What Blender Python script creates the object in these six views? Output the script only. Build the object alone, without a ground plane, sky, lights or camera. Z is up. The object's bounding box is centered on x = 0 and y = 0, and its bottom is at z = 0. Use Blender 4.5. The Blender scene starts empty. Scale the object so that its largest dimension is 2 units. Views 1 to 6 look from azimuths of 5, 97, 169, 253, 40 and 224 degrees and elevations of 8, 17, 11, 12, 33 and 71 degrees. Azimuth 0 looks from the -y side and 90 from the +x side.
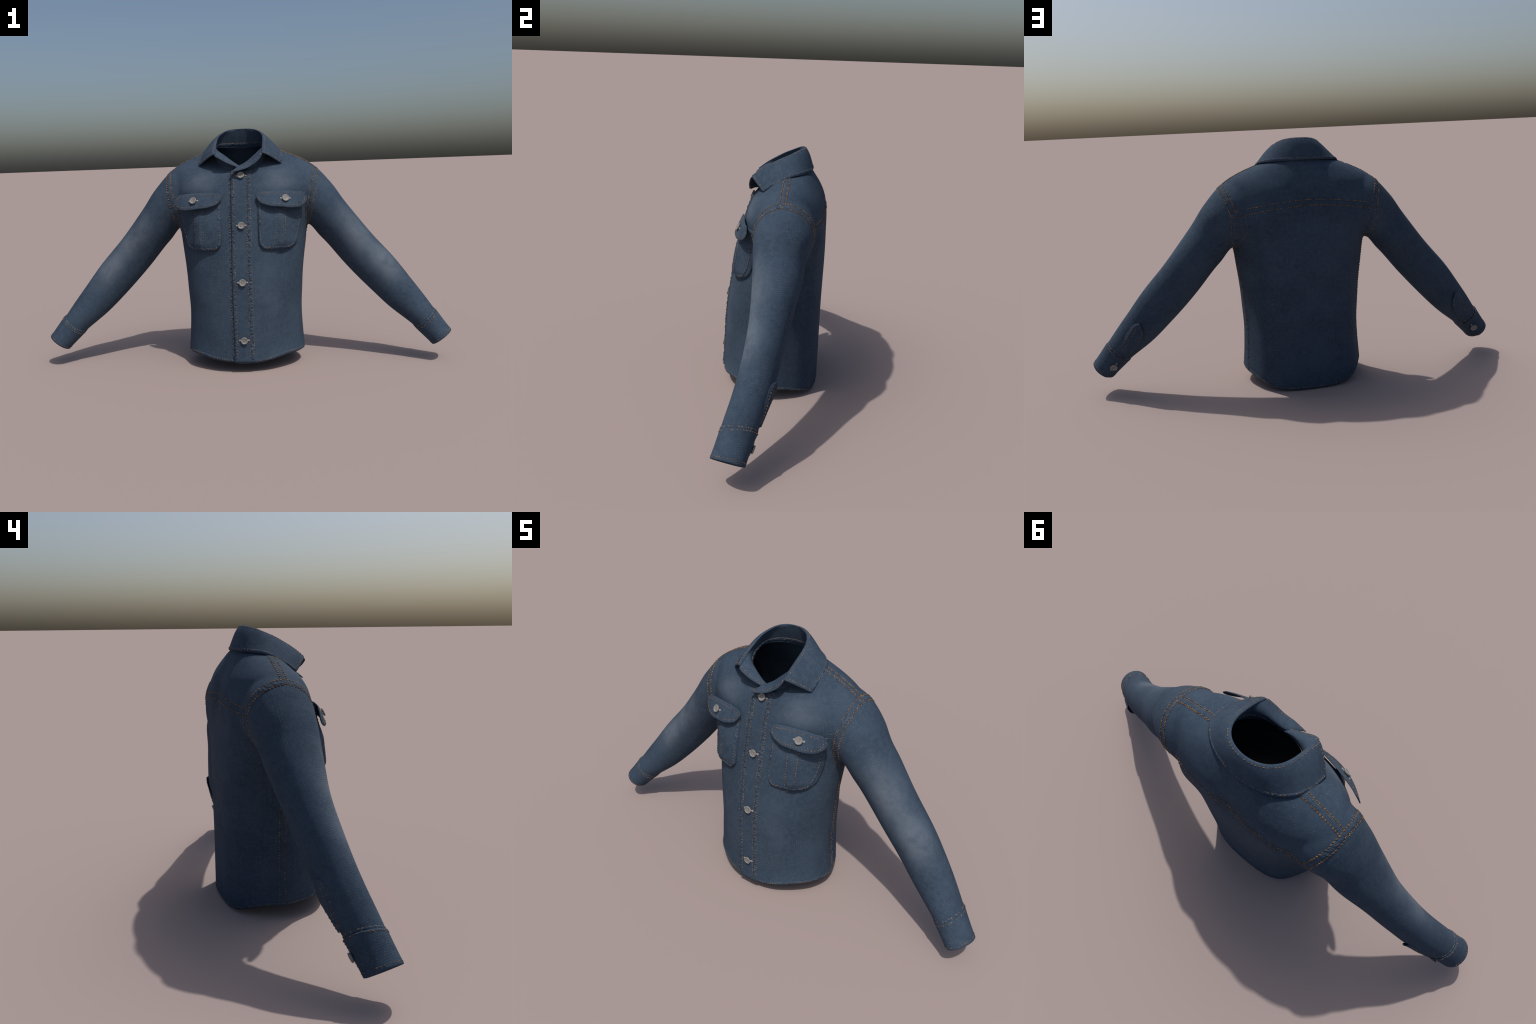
"""Denim work shirt: long sleeves, button placket, two flap pockets, spread collar.

The torso and the two sleeves are lofts through cross-sections that are fused into one
smooth cloth surface; the surface is then cut along its sewing seams into panels.  All
trimmings (collar, placket, pockets, flaps, cuffs, felled seams, stitches, buttons) are
built on top of it by projecting patterns onto that cloth surface.
"""
import bpy, bmesh, math, random
import numpy as np
from mathutils import Vector, Matrix, noise
from mathutils.bvhtree import BVHTree

random.seed(7)
RNG = np.random.default_rng(7)
SCENE = bpy.context.scene

# ----------------------------------------------------------------------------- basics
def spline(xs, ys):
    """Smooth (Catmull-Rom / Hermite) interpolation of control values, vectorised."""
    xs = np.asarray(xs, float)
    ys = np.asarray(ys, float)
    d = np.gradient(ys, xs, axis=0)

    def f(x):
        x = np.clip(np.asarray(x, float), xs[0], xs[-1])
        i = np.clip(np.searchsorted(xs, x) - 1, 0, len(xs) - 2)
        h = xs[i + 1] - xs[i]
        t = (x - xs[i]) / h
        if ys.ndim > 1:
            h = np.asarray(h)[..., None]
            t = np.asarray(t)[..., None]
        return ((2 * t**3 - 3 * t**2 + 1) * ys[i] + (t**3 - 2 * t**2 + t) * h * d[i]
                + (-2 * t**3 + 3 * t**2) * ys[i + 1] + (t**3 - t**2) * h * d[i + 1])
    return f


def unit(v):
    v = np.asarray(v, float)
    return v / np.maximum(np.linalg.norm(v, axis=-1, keepdims=True), 1e-12)


def smoothstep(a, b, x):
    t = np.clip((np.asarray(x, float) - a) / (b - a), 0, 1)
    return t * t * (3 - 2 * t)


def make_mesh(name, V, F, smooth=True):
    me = bpy.data.meshes.new(name)
    me.from_pydata([tuple(v) for v in np.asarray(V, float)], [], [tuple(int(i) for i in f) for f in F])
    me.validate()
    me.update()
    if smooth:
        me.polygons.foreach_set("use_smooth", [True] * len(me.polygons))
    return me


def add_object(name, me, parent=None, mat=None, kind=None):
    ob = bpy.data.objects.new(name, me)
    SCENE.collection.objects.link(ob)
    if parent is not None:
        ob.parent = parent
    if mat is not None and not me.materials:
        me.materials.append(mat)
    if kind:
        ob["kind"] = kind
    return ob


def resample(P, step, closed=False):
    P = np.asarray(P, float)
    if closed:
        P = np.vstack([P, P[:1]])
    s = np.concatenate([[0], np.cumsum(np.linalg.norm(np.diff(P, axis=0), axis=1))])
    n = max(2, int(round(s[-1] / step)) + 1)
    t = np.linspace(0, s[-1], n)
    Q = np.stack([np.interp(t, s, P[:, k]) for k in range(3)], axis=1)
    return Q[:-1] if closed else Q


def smooth_line(P, it, closed=False):
    P = np.array(P, float)
    for _ in range(it):
        if closed:
            P = .5 * P + .25 * (np.roll(P, 1, 0) + np.roll(P, -1, 0))
        else:
            P[1:-1] = .5 * P[1:-1] + .25 * (P[:-2] + P[2:])
    return P


def curve_through(pts, step=.006):
    """Smooth 3D curve through hand-placed points."""
    pts = np.asarray(pts, float)
    s = np.concatenate([[0], np.cumsum(np.linalg.norm(np.diff(pts, axis=0), axis=1))])
    f = spline(s, pts)
    return resample(f(np.linspace(0, s[-1], 400)), step)


class Surf:
    """A cloth surface things can be sewn on to."""

    def __init__(self, V, F):
        self.V = np.asarray(V, float)
        self.bvh = BVHTree.FromPolygons([Vector(v) for v in self.V], [tuple(int(i) for i in f) for f in F])

    def nearest(self, P):
        L, N = [], []
        for p in np.atleast_2d(P):
            l, n, i, d = self.bvh.find_nearest(Vector(p))
            L.append(l[:])
            N.append(n[:])
        return np.array(L), np.array(N)

    def cast(self, P, direction):
        L, N = [], []
        d = Vector(direction)
        for p in np.atleast_2d(P):
            l, n, i, _ = self.bvh.ray_cast(Vector(p), d)
            if l is None:
                l, n, i, _ = self.bvh.find_nearest(Vector(p) + d * 2.0)
            L.append(l[:])
            N.append(n[:])
        return np.array(L), np.array(N)


# -------------------------------------------------------------------------- materials
class Nodes:
    def __init__(self, name):
        self.mat = bpy.data.materials.new(name)
        self.mat.use_nodes = True
        self.t = self.mat.node_tree
        self.bsdf = self.t.nodes["Principled BSDF"]
        self.coord = self.t.nodes.new("ShaderNodeTexCoord").outputs["Object"]

    def put(self, sock, v):
        if isinstance(v, bpy.types.NodeSocket):
            self.t.links.new(v, sock)
        else:
            sock.default_value = v

    def node(self, kind, ins=None, **props):
        n = self.t.nodes.new(kind)
        for k, v in props.items():
            setattr(n, k, v)
        for k, v in (ins or {}).items():
            self.put(n.inputs[k], v)
        return n

    def noise(self, scale, detail=3., rough=.55, vec=None):
        return self.node("ShaderNodeTexNoise", {"Vector": vec or self.coord, "Scale": scale, "Detail": detail,
                                                "Roughness": rough}).outputs["Fac"]

    def ramp(self, fac, a, b, lo=0., hi=1.):
        m = self.node("ShaderNodeMapRange", {"Value": fac, "From Min": a, "From Max": b, "To Min": lo, "To Max": hi})
        m.interpolation_type = "SMOOTHSTEP"
        return m.outputs["Result"]

    def math(self, op, a, b=0.0, clamp=False):
        n = self.node("ShaderNodeMath", operation=op, use_clamp=clamp)
        self.put(n.inputs[0], a)
        self.put(n.inputs[1], b)
        return n.outputs[0]

    def mix(self, fac, a, b, mode="MIX"):
        n = self.node("ShaderNodeMix", data_type="RGBA", blend_type=mode)
        self.put(n.inputs[0], fac)
        self.put(n.inputs[6], a)
        self.put(n.inputs[7], b)
        return n.outputs[2]

    def blob(self, centre, radii, turn=(0, 0, 0)):
        """1 at the centre of an ellipsoid in object space, falling smoothly to 0 at its border."""
        m = self.node("ShaderNodeMapping", {"Vector": self.coord, "Location": centre, "Rotation": turn,
                                            "Scale": radii}, vector_type="TEXTURE")
        l = self.node("ShaderNodeVectorMath", {0: m.outputs[0]}, operation="LENGTH").outputs["Value"]
        return self.ramp(l, 1.0, 0.0)


DENIM = (.0375, .061, .095, 1)
DENIM_DEEP = (.0285, .0475, .076, 1)
DENIM_PALE = (.062, .085, .115, 1)
DENIM_WORN = (.115, .142, .180, 1)
SPECK = (.22, .25, .28, 1)


def denim(name, rough_seam=0.0, fade=True, shade=1.0, frame="torso"):
    n = Nodes(name)
    c = lambda k: (k[0] * shade, k[1] * shade, k[2] * shade, 1)
    patch = n.ramp(n.noise(7., 4.), .32, .68)
    col = n.mix(patch, c(DENIM_DEEP), c(DENIM))
    fine = n.ramp(n.noise(60., 3.), .3, .75)
    col = n.mix(n.math("MULTIPLY", fine, .35), col, c(DENIM_PALE))
    if fade:
        # places where the cloth has been rubbed pale: upper chest, front of the sleeves
        spots = []
        for sx in (-1, 1):
            spots += [n.math("MULTIPLY", n.blob((sx * .185, -.09, .895), (.13, .12, .085)), .50),
                      n.math("MULTIPLY", n.blob((sx * .570, -.022, .615), (.105, .125, .25), (0, sx * -.70, 0)), .85),
                      n.math("MULTIPLY", n.blob((sx * .678, -.028, .495), (.105, .125, .19), (0, sx * -.72, 0)), 1.0),
                      n.math("MULTIPLY", n.blob((sx * .12, -.22, .33), (.13, .12, .30)), .12)]
        tot = spots[0]
        for s in spots[1:]:
            tot = n.math("MAXIMUM", tot, s)
        tot = n.math("MULTIPLY", tot, n.ramp(n.noise(14., 5., .65), .28, .66, .42, 1.0))
        col = n.mix(tot, col, c(DENIM_WORN))
    if rough_seam:
        fray = n.noise(150., 2., .7)
        col = n.mix(n.math("MULTIPLY", n.ramp(fray, .50, .72), rough_seam), col, c(DENIM_WORN))
        col = n.mix(n.math("MULTIPLY", n.ramp(fray, .48, .30), rough_seam), col, (.012, .020, .036, 1))
    # weave: position along the warp and round the garment, in threads
    if frame in ("torso", "free"):
        m = n.node("ShaderNodeMapping", {"Vector": n.coord, "Location": (0, -.02, 0)}, vector_type="POINT")
        around = 186
    else:
        sx = 1 if frame == "left" else -1
        m = n.node("ShaderNodeMapping", {"Vector": n.coord, "Location": (sx * .62, .04, .48),
                                         "Rotation": (0, sx * -.715, 0)}, vector_type="TEXTURE")
        around = 70
    xyz = n.node("ShaderNodeSeparateXYZ", {0: m.outputs[0]}).outputs
    u = n.math("MULTIPLY", n.math("ARCTAN2", xyz[0], xyz[1]), around / (2 * math.pi))
    v = xyz[2]
    v = n.math("MULTIPLY", v, 1 / .0088)
    wob = n.math("MULTIPLY", n.noise(6., 1.), .8)
    uv = n.node("ShaderNodeCombineXYZ", {0: n.math("ADD", u, wob), 1: n.math("ADD", v, wob), 2: 0.})
    flat = n.node("ShaderNodeTexVoronoi", {"Vector": uv.outputs[0], "Scale": 1.0, "Randomness": .10},
                  voronoi_dimensions="2D")
    loose = n.node("ShaderNodeTexVoronoi", {"Vector": n.coord, "Scale": 115., "Randomness": .5})
    # bias-cut pieces and the shoulders show loose flecks instead of the square weave
    bias = {"free": 1.0, "torso": n.ramp(xyz[2], .84, .92)}.get(frame, 0.0)
    fa = n.ramp(flat.outputs["Distance"], .27, .10)
    fb = n.ramp(loose.outputs["Distance"], .27, .12)
    mixed = n.node("ShaderNodeMix", data_type="FLOAT")
    for i, val in ((0, bias), (2, fa), (3, fb)):
        n.put(mixed.inputs[i], val)
    fleck = mixed.outputs[0]
    dots = flat
    cell = n.node("ShaderNodeSeparateColor", {0: dots.outputs["Color"]}).outputs[0]
    fleck = n.math("MULTIPLY", fleck, n.ramp(cell, .2, 1.0, .10, 1.0))
    fleck = n.math("MULTIPLY", fleck, n.ramp(n.noise(11., 2.), .34, .62, .25, 1.0))
    twill = n.math("SINE", n.math("MULTIPLY", n.math("ADD", n.math("MULTIPLY", u, .3 if around == 70 else 1.0), v), 2 * math.pi * 1.1))
    rib = n.math("MULTIPLY", twill, n.math("SUBTRACT", 1.0, bias))
    twill = n.math("ADD", n.math("MULTIPLY", rib, .055), 1.0)
    col = n.mix(1.0, col, n.node("ShaderNodeCombineColor", {0: twill, 1: twill, 2: twill}).outputs[0], "MULTIPLY")
    col = n.mix(n.math("MULTIPLY", fleck, .32 if frame in ("torso", "free") else .24), col, c(SPECK))
    n.put(n.bsdf.inputs["Base Color"], col)
    n.put(n.bsdf.inputs["Roughness"], .88)
    n.put(n.bsdf.inputs["Specular IOR Level"], .12)
    # twill: fine diagonal ribs
    m = n.node("ShaderNodeMapping", {"Vector": n.coord, "Rotation": (.5, .7, .9)})
    w = n.node("ShaderNodeTexWave", {"Vector": m.outputs[0], "Scale": 150., "Distortion": .6, "Detail": 1.})
    b = n.node("ShaderNodeBump", {"Height": n.math("ADD", n.math("ADD", w.outputs["Fac"], n.math("MULTIPLY", rib, .55)), n.math("MULTIPLY", n.noise(230., 2.), 1.2)),
                                  "Strength": .30, "Distance": .0012})
    n.put(n.bsdf.inputs["Normal"], b.outputs["Normal"])
    return n.mat


def plain(name, col, rough, vary=.25, scale=90., bump=0.0):
    n = Nodes(name)
    f = n.ramp(n.noise(scale), .3, .7)
    lo = tuple(k * (1 - vary) for k in col) + (1,)
    hi = tuple(k * (1 + vary) for k in col) + (1,)
    n.put(n.bsdf.inputs["Base Color"], n.mix(f, lo, hi))
    n.put(n.bsdf.inputs["Roughness"], rough)
    n.put(n.bsdf.inputs["Specular IOR Level"], .25)
    if bump:
        b = n.node("ShaderNodeBump", {"Height": n.noise(scale * 3), "Strength": bump, "Distance": .001})
        n.put(n.bsdf.inputs["Normal"], b.outputs["Normal"])
    return n.mat


M_DENIM = denim("blue_denim")
M_SLEEVE = {1: denim("blue_denim_sleeve", frame="left"), -1: denim("blue_denim_sleeve", frame="right")}
M_TRIM = denim("blue_denim_trim", fade=False, shade=1.0)
M_FREE = denim("blue_denim_collar", fade=False, frame="free")
M_SEAM = denim("puckered_denim_seam", rough_seam=.6, fade=False, frame="free")
M_THREAD = plain("orange_topstitch_thread", (.205, .114, .045), .8, .55, 60.)
M_BUTTON = plain("grey_button", (.210, .204, .196), .5, .12, 120.)
M_LOOP = plain("pale_buttonhole_thread", (.25, .25, .25), .85, .15, 200., .3)

# ------------------------------------------------------------------- cloth cross-sections
# torso: height, half width, y of the widest place, front y, back y, roundness of the front
TORSO = np.array([
    (-.08, .296, -.005, -.242, .232, 2.05),
    (.05, .292, -.005, -.234, .233, 2.05),
    (.156, .283, .000, -.228, .234, 2.05),
    (.28, .279, .004, -.223, .235, 2.08),
    (.36, .284, .008, -.217, .236, 2.10),
    (.45, .290, .014, -.207, .237, 2.10),
    (.57, .303, .026, -.189, .238, 2.08),
    (.68, .317, .036, -.168, .239, 2.08),
    (.75, .334, .044, -.153, .239, 2.10),
    (.82, .352, .052, -.137, .239, 2.20),
    (.88, .362, .060, -.119, .235, 2.25),
    (.93, .358, .066, -.098, .225, 2.15),
    (.96, .347, .067, -.074, .213, 2.10),
    (.99, .303, .068, -.040, .198, 2.10),
    (1.02, .238, .069, -.016, .181, 2.05),
    (1.045, .172, .070, .004, .166, 2.00),
    (1.07, .110, .070, .025, .145, 2.00)])
# back half of a section: flat between the shoulder blades, slanting in at the flanks
BACK_X = [0, .30, .50, .66, .79, .89, .965, 1.0]
BACK_Y = [1.0, .985, .935, .835, .66, .43, .20, 0.]
# sleeve (wearer's left, +x): under edge (x, z), upper edge (x, z), front y, back y
SLEEVE = np.array([
    (.200, .700, .200, 1.000, -.030, .185),
    (.275, .690, .338, .967, -.056, .200),
    (.330, .668, .432, .877, -.052, .193),
    (.375, .614, .501, .780, -.044, .179),
    (.414, .571, .562, .702, -.037, .164),
    (.496, .473, .644, .600, -.030, .142),
    (.606, .356, .750, .481, -.036, .117),
    (.712, .253, .838, .365, -.056, .095),
    (.814, .173, .911, .261, -.080, .060),
    (.849, .139, .941, .218, -.088, .042),
    (.915, .077, .995, .141, -.106, .017),
    (.970, .021, 1.044, .081, -.119, -.003)])
T_CUFF_SEAM, T_CUFF_END = 8.5, 10.0
sleeve_at = spline(np.arange(len(SLEEVE)), SLEEVE)


def sleeve_point(t, phi, side=1, grow=0.0):
    """Point of the sleeve tube: station t, angle phi (0 = upper edge, 90 = back, 180 = under edge)."""
    s = sleeve_at(t)
    xb, zb, xt, zt, yf, yb = (s[..., k] for k in range(6))
    cx, cz, cy = (xb + xt) / 2, (zb + zt) / 2, (yf + yb) / 2
    px, pz = (xt - xb) / 2, (zt - zb) / 2
    w = np.hypot(px, pz)
    k = (w + grow) / w
    hy = (yb - yf) / 2 + grow
    c, si = np.cos(phi), np.sin(phi)
    return np.stack([side * (cx + px * k * c), cy + hy * si, cz + pz * k * c], axis=-1)


def torso_ring(z, n=96):
    a, yc, yf, yb, nf = spline(TORSO[:, 0], TORSO[:, 1:])(z)
    th = np.linspace(0, 2 * np.pi, n, endpoint=False)
    c, s = np.cos(th), np.sin(th)
    front = np.stack([np.sign(c) * np.abs(c) ** (2 / nf), -np.abs(s) ** (2 / nf)], 1)
    q = 1 - np.abs(np.arctan2(np.abs(s), np.abs(c))) / (np.pi / 2)      # 0 at the spine, 1 at the side
    k = np.linspace(0, 1, len(BACK_X))
    bx, by = spline(k, BACK_X)(q), spline(k, BACK_Y)(q)
    slant = smoothstep(1.0, .80, z)                                   # plain ellipse near the neck
    bx = slant * bx + (1 - slant) * np.abs(c)
    by = slant * by + (1 - slant) * np.abs(s)
    x = np.where(s < 0, front[:, 0], np.sign(c) * bx)
    y = np.where(s < 0, (yc - yf) * front[:, 1], (yb - yc) * by)
    return np.stack([a * x, yc + y, np.full(n, z)], axis=1)


def tube(rings):
    """Closed solid through a list of equal rings."""
    n = len(rings[0])
    V = np.vstack(rings)
    F = []
    for r in range(len(rings) - 1):
        for i in range(n):
            j = (i + 1) % n
            F.append((r * n + i, r * n + j, (r + 1) * n + j, (r + 1) * n + i))
    F.append(tuple(range(n - 1, -1, -1)))
    F.append(tuple(range(len(V) - n, len(V))))
    return V, F


DRAPE = [(.00, .90, .065, .10, -.016, 1),      # between the shoulder blades
         (.235, .775, .065, .085, .018, 1),     # over the shoulder blades, beside the armholes
         (.43, .755, .06, .07, -.019, 1),       # back of the upper sleeve
         (.245, .53, .045, .10, -.014, 1),      # flank below the armhole
         (.17, .11, .07, .06, -.007, -1),       # above the front hem
         (.245, .30, .04, .09, -.008, -1),      # side of the front waist
         (.12, .66, .05, .07, .006, -1)]


def fused_cloth():
    bm = bmesh.new()
    solids = [tube([torso_ring(z) for z in np.linspace(-.08, 1.07, 70)])]
    phi = np.linspace(0, 2 * np.pi, 64, endpoint=False)
    for side in (-1, 1):
        rings = [sleeve_point(np.full(64, t), phi, side) for t in np.linspace(0, 11, 96)]
        solids.append(tube(rings))
    for V, F in solids:
        vs = [bm.verts.new(v) for v in V]
        for f in F:
            bm.faces.new([vs[i] for i in f])
    # every closed solid must face outward before the fusion
    bmesh.ops.recalc_face_normals(bm, faces=bm.faces[:])
    me = bpy.data.meshes.new("fused")
    bm.to_mesh(me)
    bm.free()
    ob = bpy.data.objects.new("fused", me)
    SCENE.collection.objects.link(ob)
    mod = ob.modifiers.new("r", "REMESH")
    mod.mode = "VOXEL"
    mod.voxel_size = .0062
    dg = bpy.context.evaluated_depsgraph_get()
    ev = ob.evaluated_get(dg).to_mesh()
    V = np.empty(len(ev.vertices) * 3)
    ev.vertices.foreach_get("co", V)
    V = V.reshape(-1, 3)
    ev.calc_loop_triangles()
    E = np.empty(len(ev.edges) * 2, int)
    ev.edges.foreach_get("vertices", E)
    E = E.reshape(-1, 2)
    T = np.empty(len(ev.loop_triangles) * 3, int)
    ev.loop_triangles.foreach_get("vertices", T)
    T = T.reshape(-1, 3)
    bpy.data.objects.remove(ob)
    bpy.data.meshes.remove(me)
    # Taubin smoothing: takes the voxel steps out and blends sleeve into torso, keeps the volume
    deg = np.bincount(E.ravel(), minlength=len(V))[:, None]

    def lap(V):
        S = np.stack([np.bincount(E[:, 0], V[E[:, 1], k], len(V)) + np.bincount(E[:, 1], V[E[:, 0], k], len(V))
                      for k in range(3)], axis=1)
        return S / deg - V
    near = np.exp(-((np.abs(V[:, 0]) - .335) / .05) ** 2) * np.clip((V[:, 2] - .55) / .1, 0, 1)
    near = near[:, None]
    for i in range(26):
        V = V + .55 * lap(V)
        V = V - (.555 * (1 - near) + .46 * near) * lap(V)
    # fullness (+) and hollows (-): |x|, z, spread x, spread z, depth, +1 back / -1 front
    for x, z, sx, sz, d, way in DRAPE:
        w = np.exp(-((np.abs(V[:, 0]) - x) / sx) ** 2 - ((V[:, 2] - z) / sz) ** 2)
        V[:, 1] += way * d * w * smoothstep(0., .08, way * (V[:, 1] - .04))
    # slow unevenness of hanging cloth
    N = vertex_normals(V, T)
    amp = np.array([noise.noise(Vector((v[0] * 6, v[1] * 6, v[2] * 3.2))) for v in V])
    V = V + N * (amp * .0030)[:, None]
    return V, T


def vertex_normals(V, T):
    fn = np.cross(V[T[:, 1]] - V[T[:, 0]], V[T[:, 2]] - V[T[:, 0]])
    N = np.stack([sum(np.bincount(T[:, c], fn[:, k], len(V)) for c in range(3)) for k in range(3)], axis=1)
    return unit(N)


def cut(V, N, T, L, f):
    """Split the triangles that straddle f = 0.  Returns the new mesh, f and the cut segments."""
    f = np.where(np.abs(f) < 1e-6, 1e-6, f)
    s = f > 0
    mixed = s[T].any(1) & ~s[T].all(1)
    keep, kl = T[~mixed], L[~mixed]
    cache, nv, nn, out, ol, seg = {}, [], [], [], [], []
    base = len(V)

    def mid(a, b):
        k = (a, b) if a < b else (b, a)
        if k not in cache:
            t = f[k[0]] / (f[k[0]] - f[k[1]])
            t = min(max(t, .02), .98)
            nv.append(V[k[0]] * (1 - t) + V[k[1]] * t)
            nn.append(N[k[0]] * (1 - t) + N[k[1]] * t)
            cache[k] = base + len(nv) - 1
        return cache[k]
    for tri, lab in zip(T[mixed], L[mixed]):
        tri = [int(i) for i in tri]
        for r in range(3):
            a, b, c = tri[r], tri[(r + 1) % 3], tri[(r + 2) % 3]
            if s[a] != s[b] and s[a] != s[c]:
                break
        ab, ac = mid(a, b), mid(a, c)
        out += [(a, ab, ac), (ab, b, c), (ab, c, ac)]
        ol += [lab] * 3
        seg.append((ab, ac))
    if nv:
        V = np.vstack([V, nv])
        N = unit(np.vstack([N, nn]))
        T = np.vstack([keep, out])
        L = np.concatenate([kl, ol])
        f = np.concatenate([f, np.zeros(len(nv))])
    return V, N, T, L, f, seg


def side_of(T, f):
    """+1 / -1 per triangle, after a cut (cut vertices carry f = 0)."""
    return np.sign(f[T].sum(1))


def chains(V, seg):
    """Join cut segments into polylines."""
    nb = {}
    for a, b in seg:
        nb.setdefault(a, []).append(b)
        nb.setdefault(b, []).append(a)
    seen, res = set(), []
    for start in sorted(nb, key=lambda k: len(nb[k])):
        if start in seen:
            continue
        line, cur = [start], start
        seen.add(start)
        while True:
            nx = [k for k in nb[cur] if k not in seen]
            if not nx:
                break
            cur = nx[0]
            seen.add(cur)
            line.append(cur)
        closed = len(line) > 3 and start in nb[line[-1]]
        res.append((V[line], closed))
    return sorted(res, key=lambda r: -len(r[0]))


# ----------------------------------------------------------------------- seam positions
hem_z = spline([-.27, -.25, -.15, -.08, .05, .12, .17, .21, .235, .27],
               [.047, .047, .066, .065, .050, .040, .025, .006, -.001, -.003])


def armhole_field(V):
    dz = V[:, 2] - .68
    thr = .314 + np.where(dz > 0, .20 * dz - .08 * dz * dz, -.16 * dz)
    thr = thr - .018 * smoothstep(.10, .20, V[:, 1]) * np.exp(-((V[:, 2] - .84) / .10) ** 2)
    return np.abs(V[:, 0]) - thr


def yoke_z(x):
    return .869 - .38 * np.asarray(x) ** 2


V, T = fused_cloth()
N = vertex_normals(V, T)
if (N[np.argmax(V[:, 1])][1]) < 0:
    T = T[:, ::-1]
    N = -N
BODY = Surf(V, T)

# hem turns in slightly at its lowest centimetres
roll = np.clip(1 - (V[:, 2] - hem_z(V[:, 1])) / .03, 0, 1) * (np.abs(V[:, 0]) < .36)
V = V - N * (roll ** 2 * .010)[:, None] * np.array([1, 1, 0])

L = np.zeros(len(T), int)
lines = {}
DROP = -1
# openings: hem, neck, sleeve ends
HEM_WAVE = np.array([.004 * noise.noise(Vector((v[0] * 11, v[1] * 11, 2.))) if v[2] < .15 else 0. for v in V])
HEM_WAVE *= smoothstep(.22, .12, V[:, 1])
# the lapping front edge hangs a little lower than the edge it covers
HEM_WAVE -= .009 * smoothstep(-.040, -.030, V[:, 0]) * smoothstep(.17, .05, V[:, 0]) * (V[:, 1] < -.1)
V, N, T, L, f, seg = cut(V, N, T, L, np.where(np.abs(V[:, 0]) < .36, V[:, 2] - hem_z(V[:, 1]) - HEM_WAVE, 1.0))
lines["hem"] = chains(V, seg)[0]
k = side_of(T, f) > 0
T, L = T[k], L[k]
neck_f = lambda V: np.where(V[:, 2] > .88, (V[:, 0] / .130) ** 2 + ((V[:, 1] - .032) / .121) ** 2 - 1, 1.0)
V, N, T, L, f, seg = cut(V, N, T, L, neck_f(V))
lines["neck"] = chains(V, seg)[0]
k = side_of(T, f) > 0
T, L = T[k], L[k]


def station_plane(t):
    a = sleeve_point(np.array(t), 0.), sleeve_point(np.array(t), math.pi)
    mid = (a[0] + a[1]) / 2
    p = unit(a[0] - a[1])
    ax = unit(sleeve_point(np.array(t + .2), 0.) + sleeve_point(np.array(t + .2), math.pi)
              - sleeve_point(np.array(t - .2), 0.) - sleeve_point(np.array(t - .2), math.pi))
    nrm = np.cross(p, (0, 1, 0))
    return mid, nrm * np.sign(nrm @ ax)


mid, nrm = station_plane(T_CUFF_SEAM + .25)
V, N, T, L, f, seg = cut(V, N, T, L, (np.stack([np.abs(V[:, 0]), V[:, 1], V[:, 2]], 1) - mid) @ nrm)
k = side_of(T, f) < 0
T, L = T[k], L[k]
# seams between panels
V, N, T, L, f, seg = cut(V, N, T, L, armhole_field(V))
arm = chains(V, seg)[:2]
sleeve_mask = side_of(T, f) > 0
V, N, T, L, f, seg = cut(V, N, T, sleeve_mask.astype(int),
                         np.where(armhole_field(V) > .0005, 1.0, V[:, 1] - np.where(V[:, 2] > .8, .068, .046)))
fb = side_of(T, f)
L = np.where(L == 1, 1, np.where(fb > 0, 3, 2))
side_chains = [c for c, _ in chains(V, seg)]
V, N, T, L, f, seg = cut(V, N, T, L, np.where((V[:, 1] > .06) & (armhole_field(V) < .0005),
                                              V[:, 2] - yoke_z(V[:, 0]), -1.0))
yk = side_of(T, f)
L = np.where((L == 3) & (yk > 0), 4, L)
lines["yoke"] = max((c for c, _ in chains(V, seg)), key=len)
PLACKET_EDGE = -.034
V, N, T, L, f, seg = cut(V, N, T, L, np.where((V[:, 1] < .06) & (armhole_field(V) < .0005),
                                              V[:, 0] - PLACKET_EDGE, 1.0))
C = V[T].mean(1)
L = np.where((L == 2) & (C[:, 0] < PLACKET_EDGE), 5, L)
L = np.where((L == 1) & (C[:, 0] < 0), 6, L)

# ----------------------------------------------------------------------------- the shirt
shirt = bpy.data.objects.new("denim_shirt", None)
SCENE.collection.objects.link(shirt)
shirt["label"] = "blue denim long-sleeved shirt with two flap pockets and grey buttons"
shirt["category"] = "shirt"

THICK = .006


def panel(name, lab, parent, mat):
    """Cloth panel with an outer face, a lining face and a rim along the open edges."""
    t = T[L == lab]
    e = np.sort(np.vstack([t[:, [0, 1]], t[:, [1, 2]], t[:, [2, 0]]]), axis=1)
    used = np.unique(t)
    idx = np.full(len(V), -1)
    idx[used] = np.arange(len(used))
    n = len(used)
    P = np.vstack([V[used], V[used] - N[used] * THICK])
    nm = np.vstack([N[used], -N[used]])
    F = [tuple(r) for r in idx[t]] + [tuple(r[::-1] + n) for r in idx[t]]
    for a, b in OPEN_EDGES:
        if idx[a] >= 0 and idx[b] >= 0 and (a, b) in EDGE_OWNER and EDGE_OWNER[(a, b)] == lab:
            F.append((idx[b], idx[a], idx[a] + n, idx[b] + n))
    me = make_mesh(name, P, F)
    me.normals_split_custom_set_from_vertices([tuple(v) for v in nm])
    return add_object(name, me, parent, mat)


half = {}
for tri, lab in zip(T, L):
    for r in range(3):
        half[(int(tri[r]), int(tri[(r + 1) % 3]))] = int(lab)
OPEN_EDGES = [e for e in half if (e[1], e[0]) not in half]
EDGE_OWNER = {e: half[e] for e in OPEN_EDGES}

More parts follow.
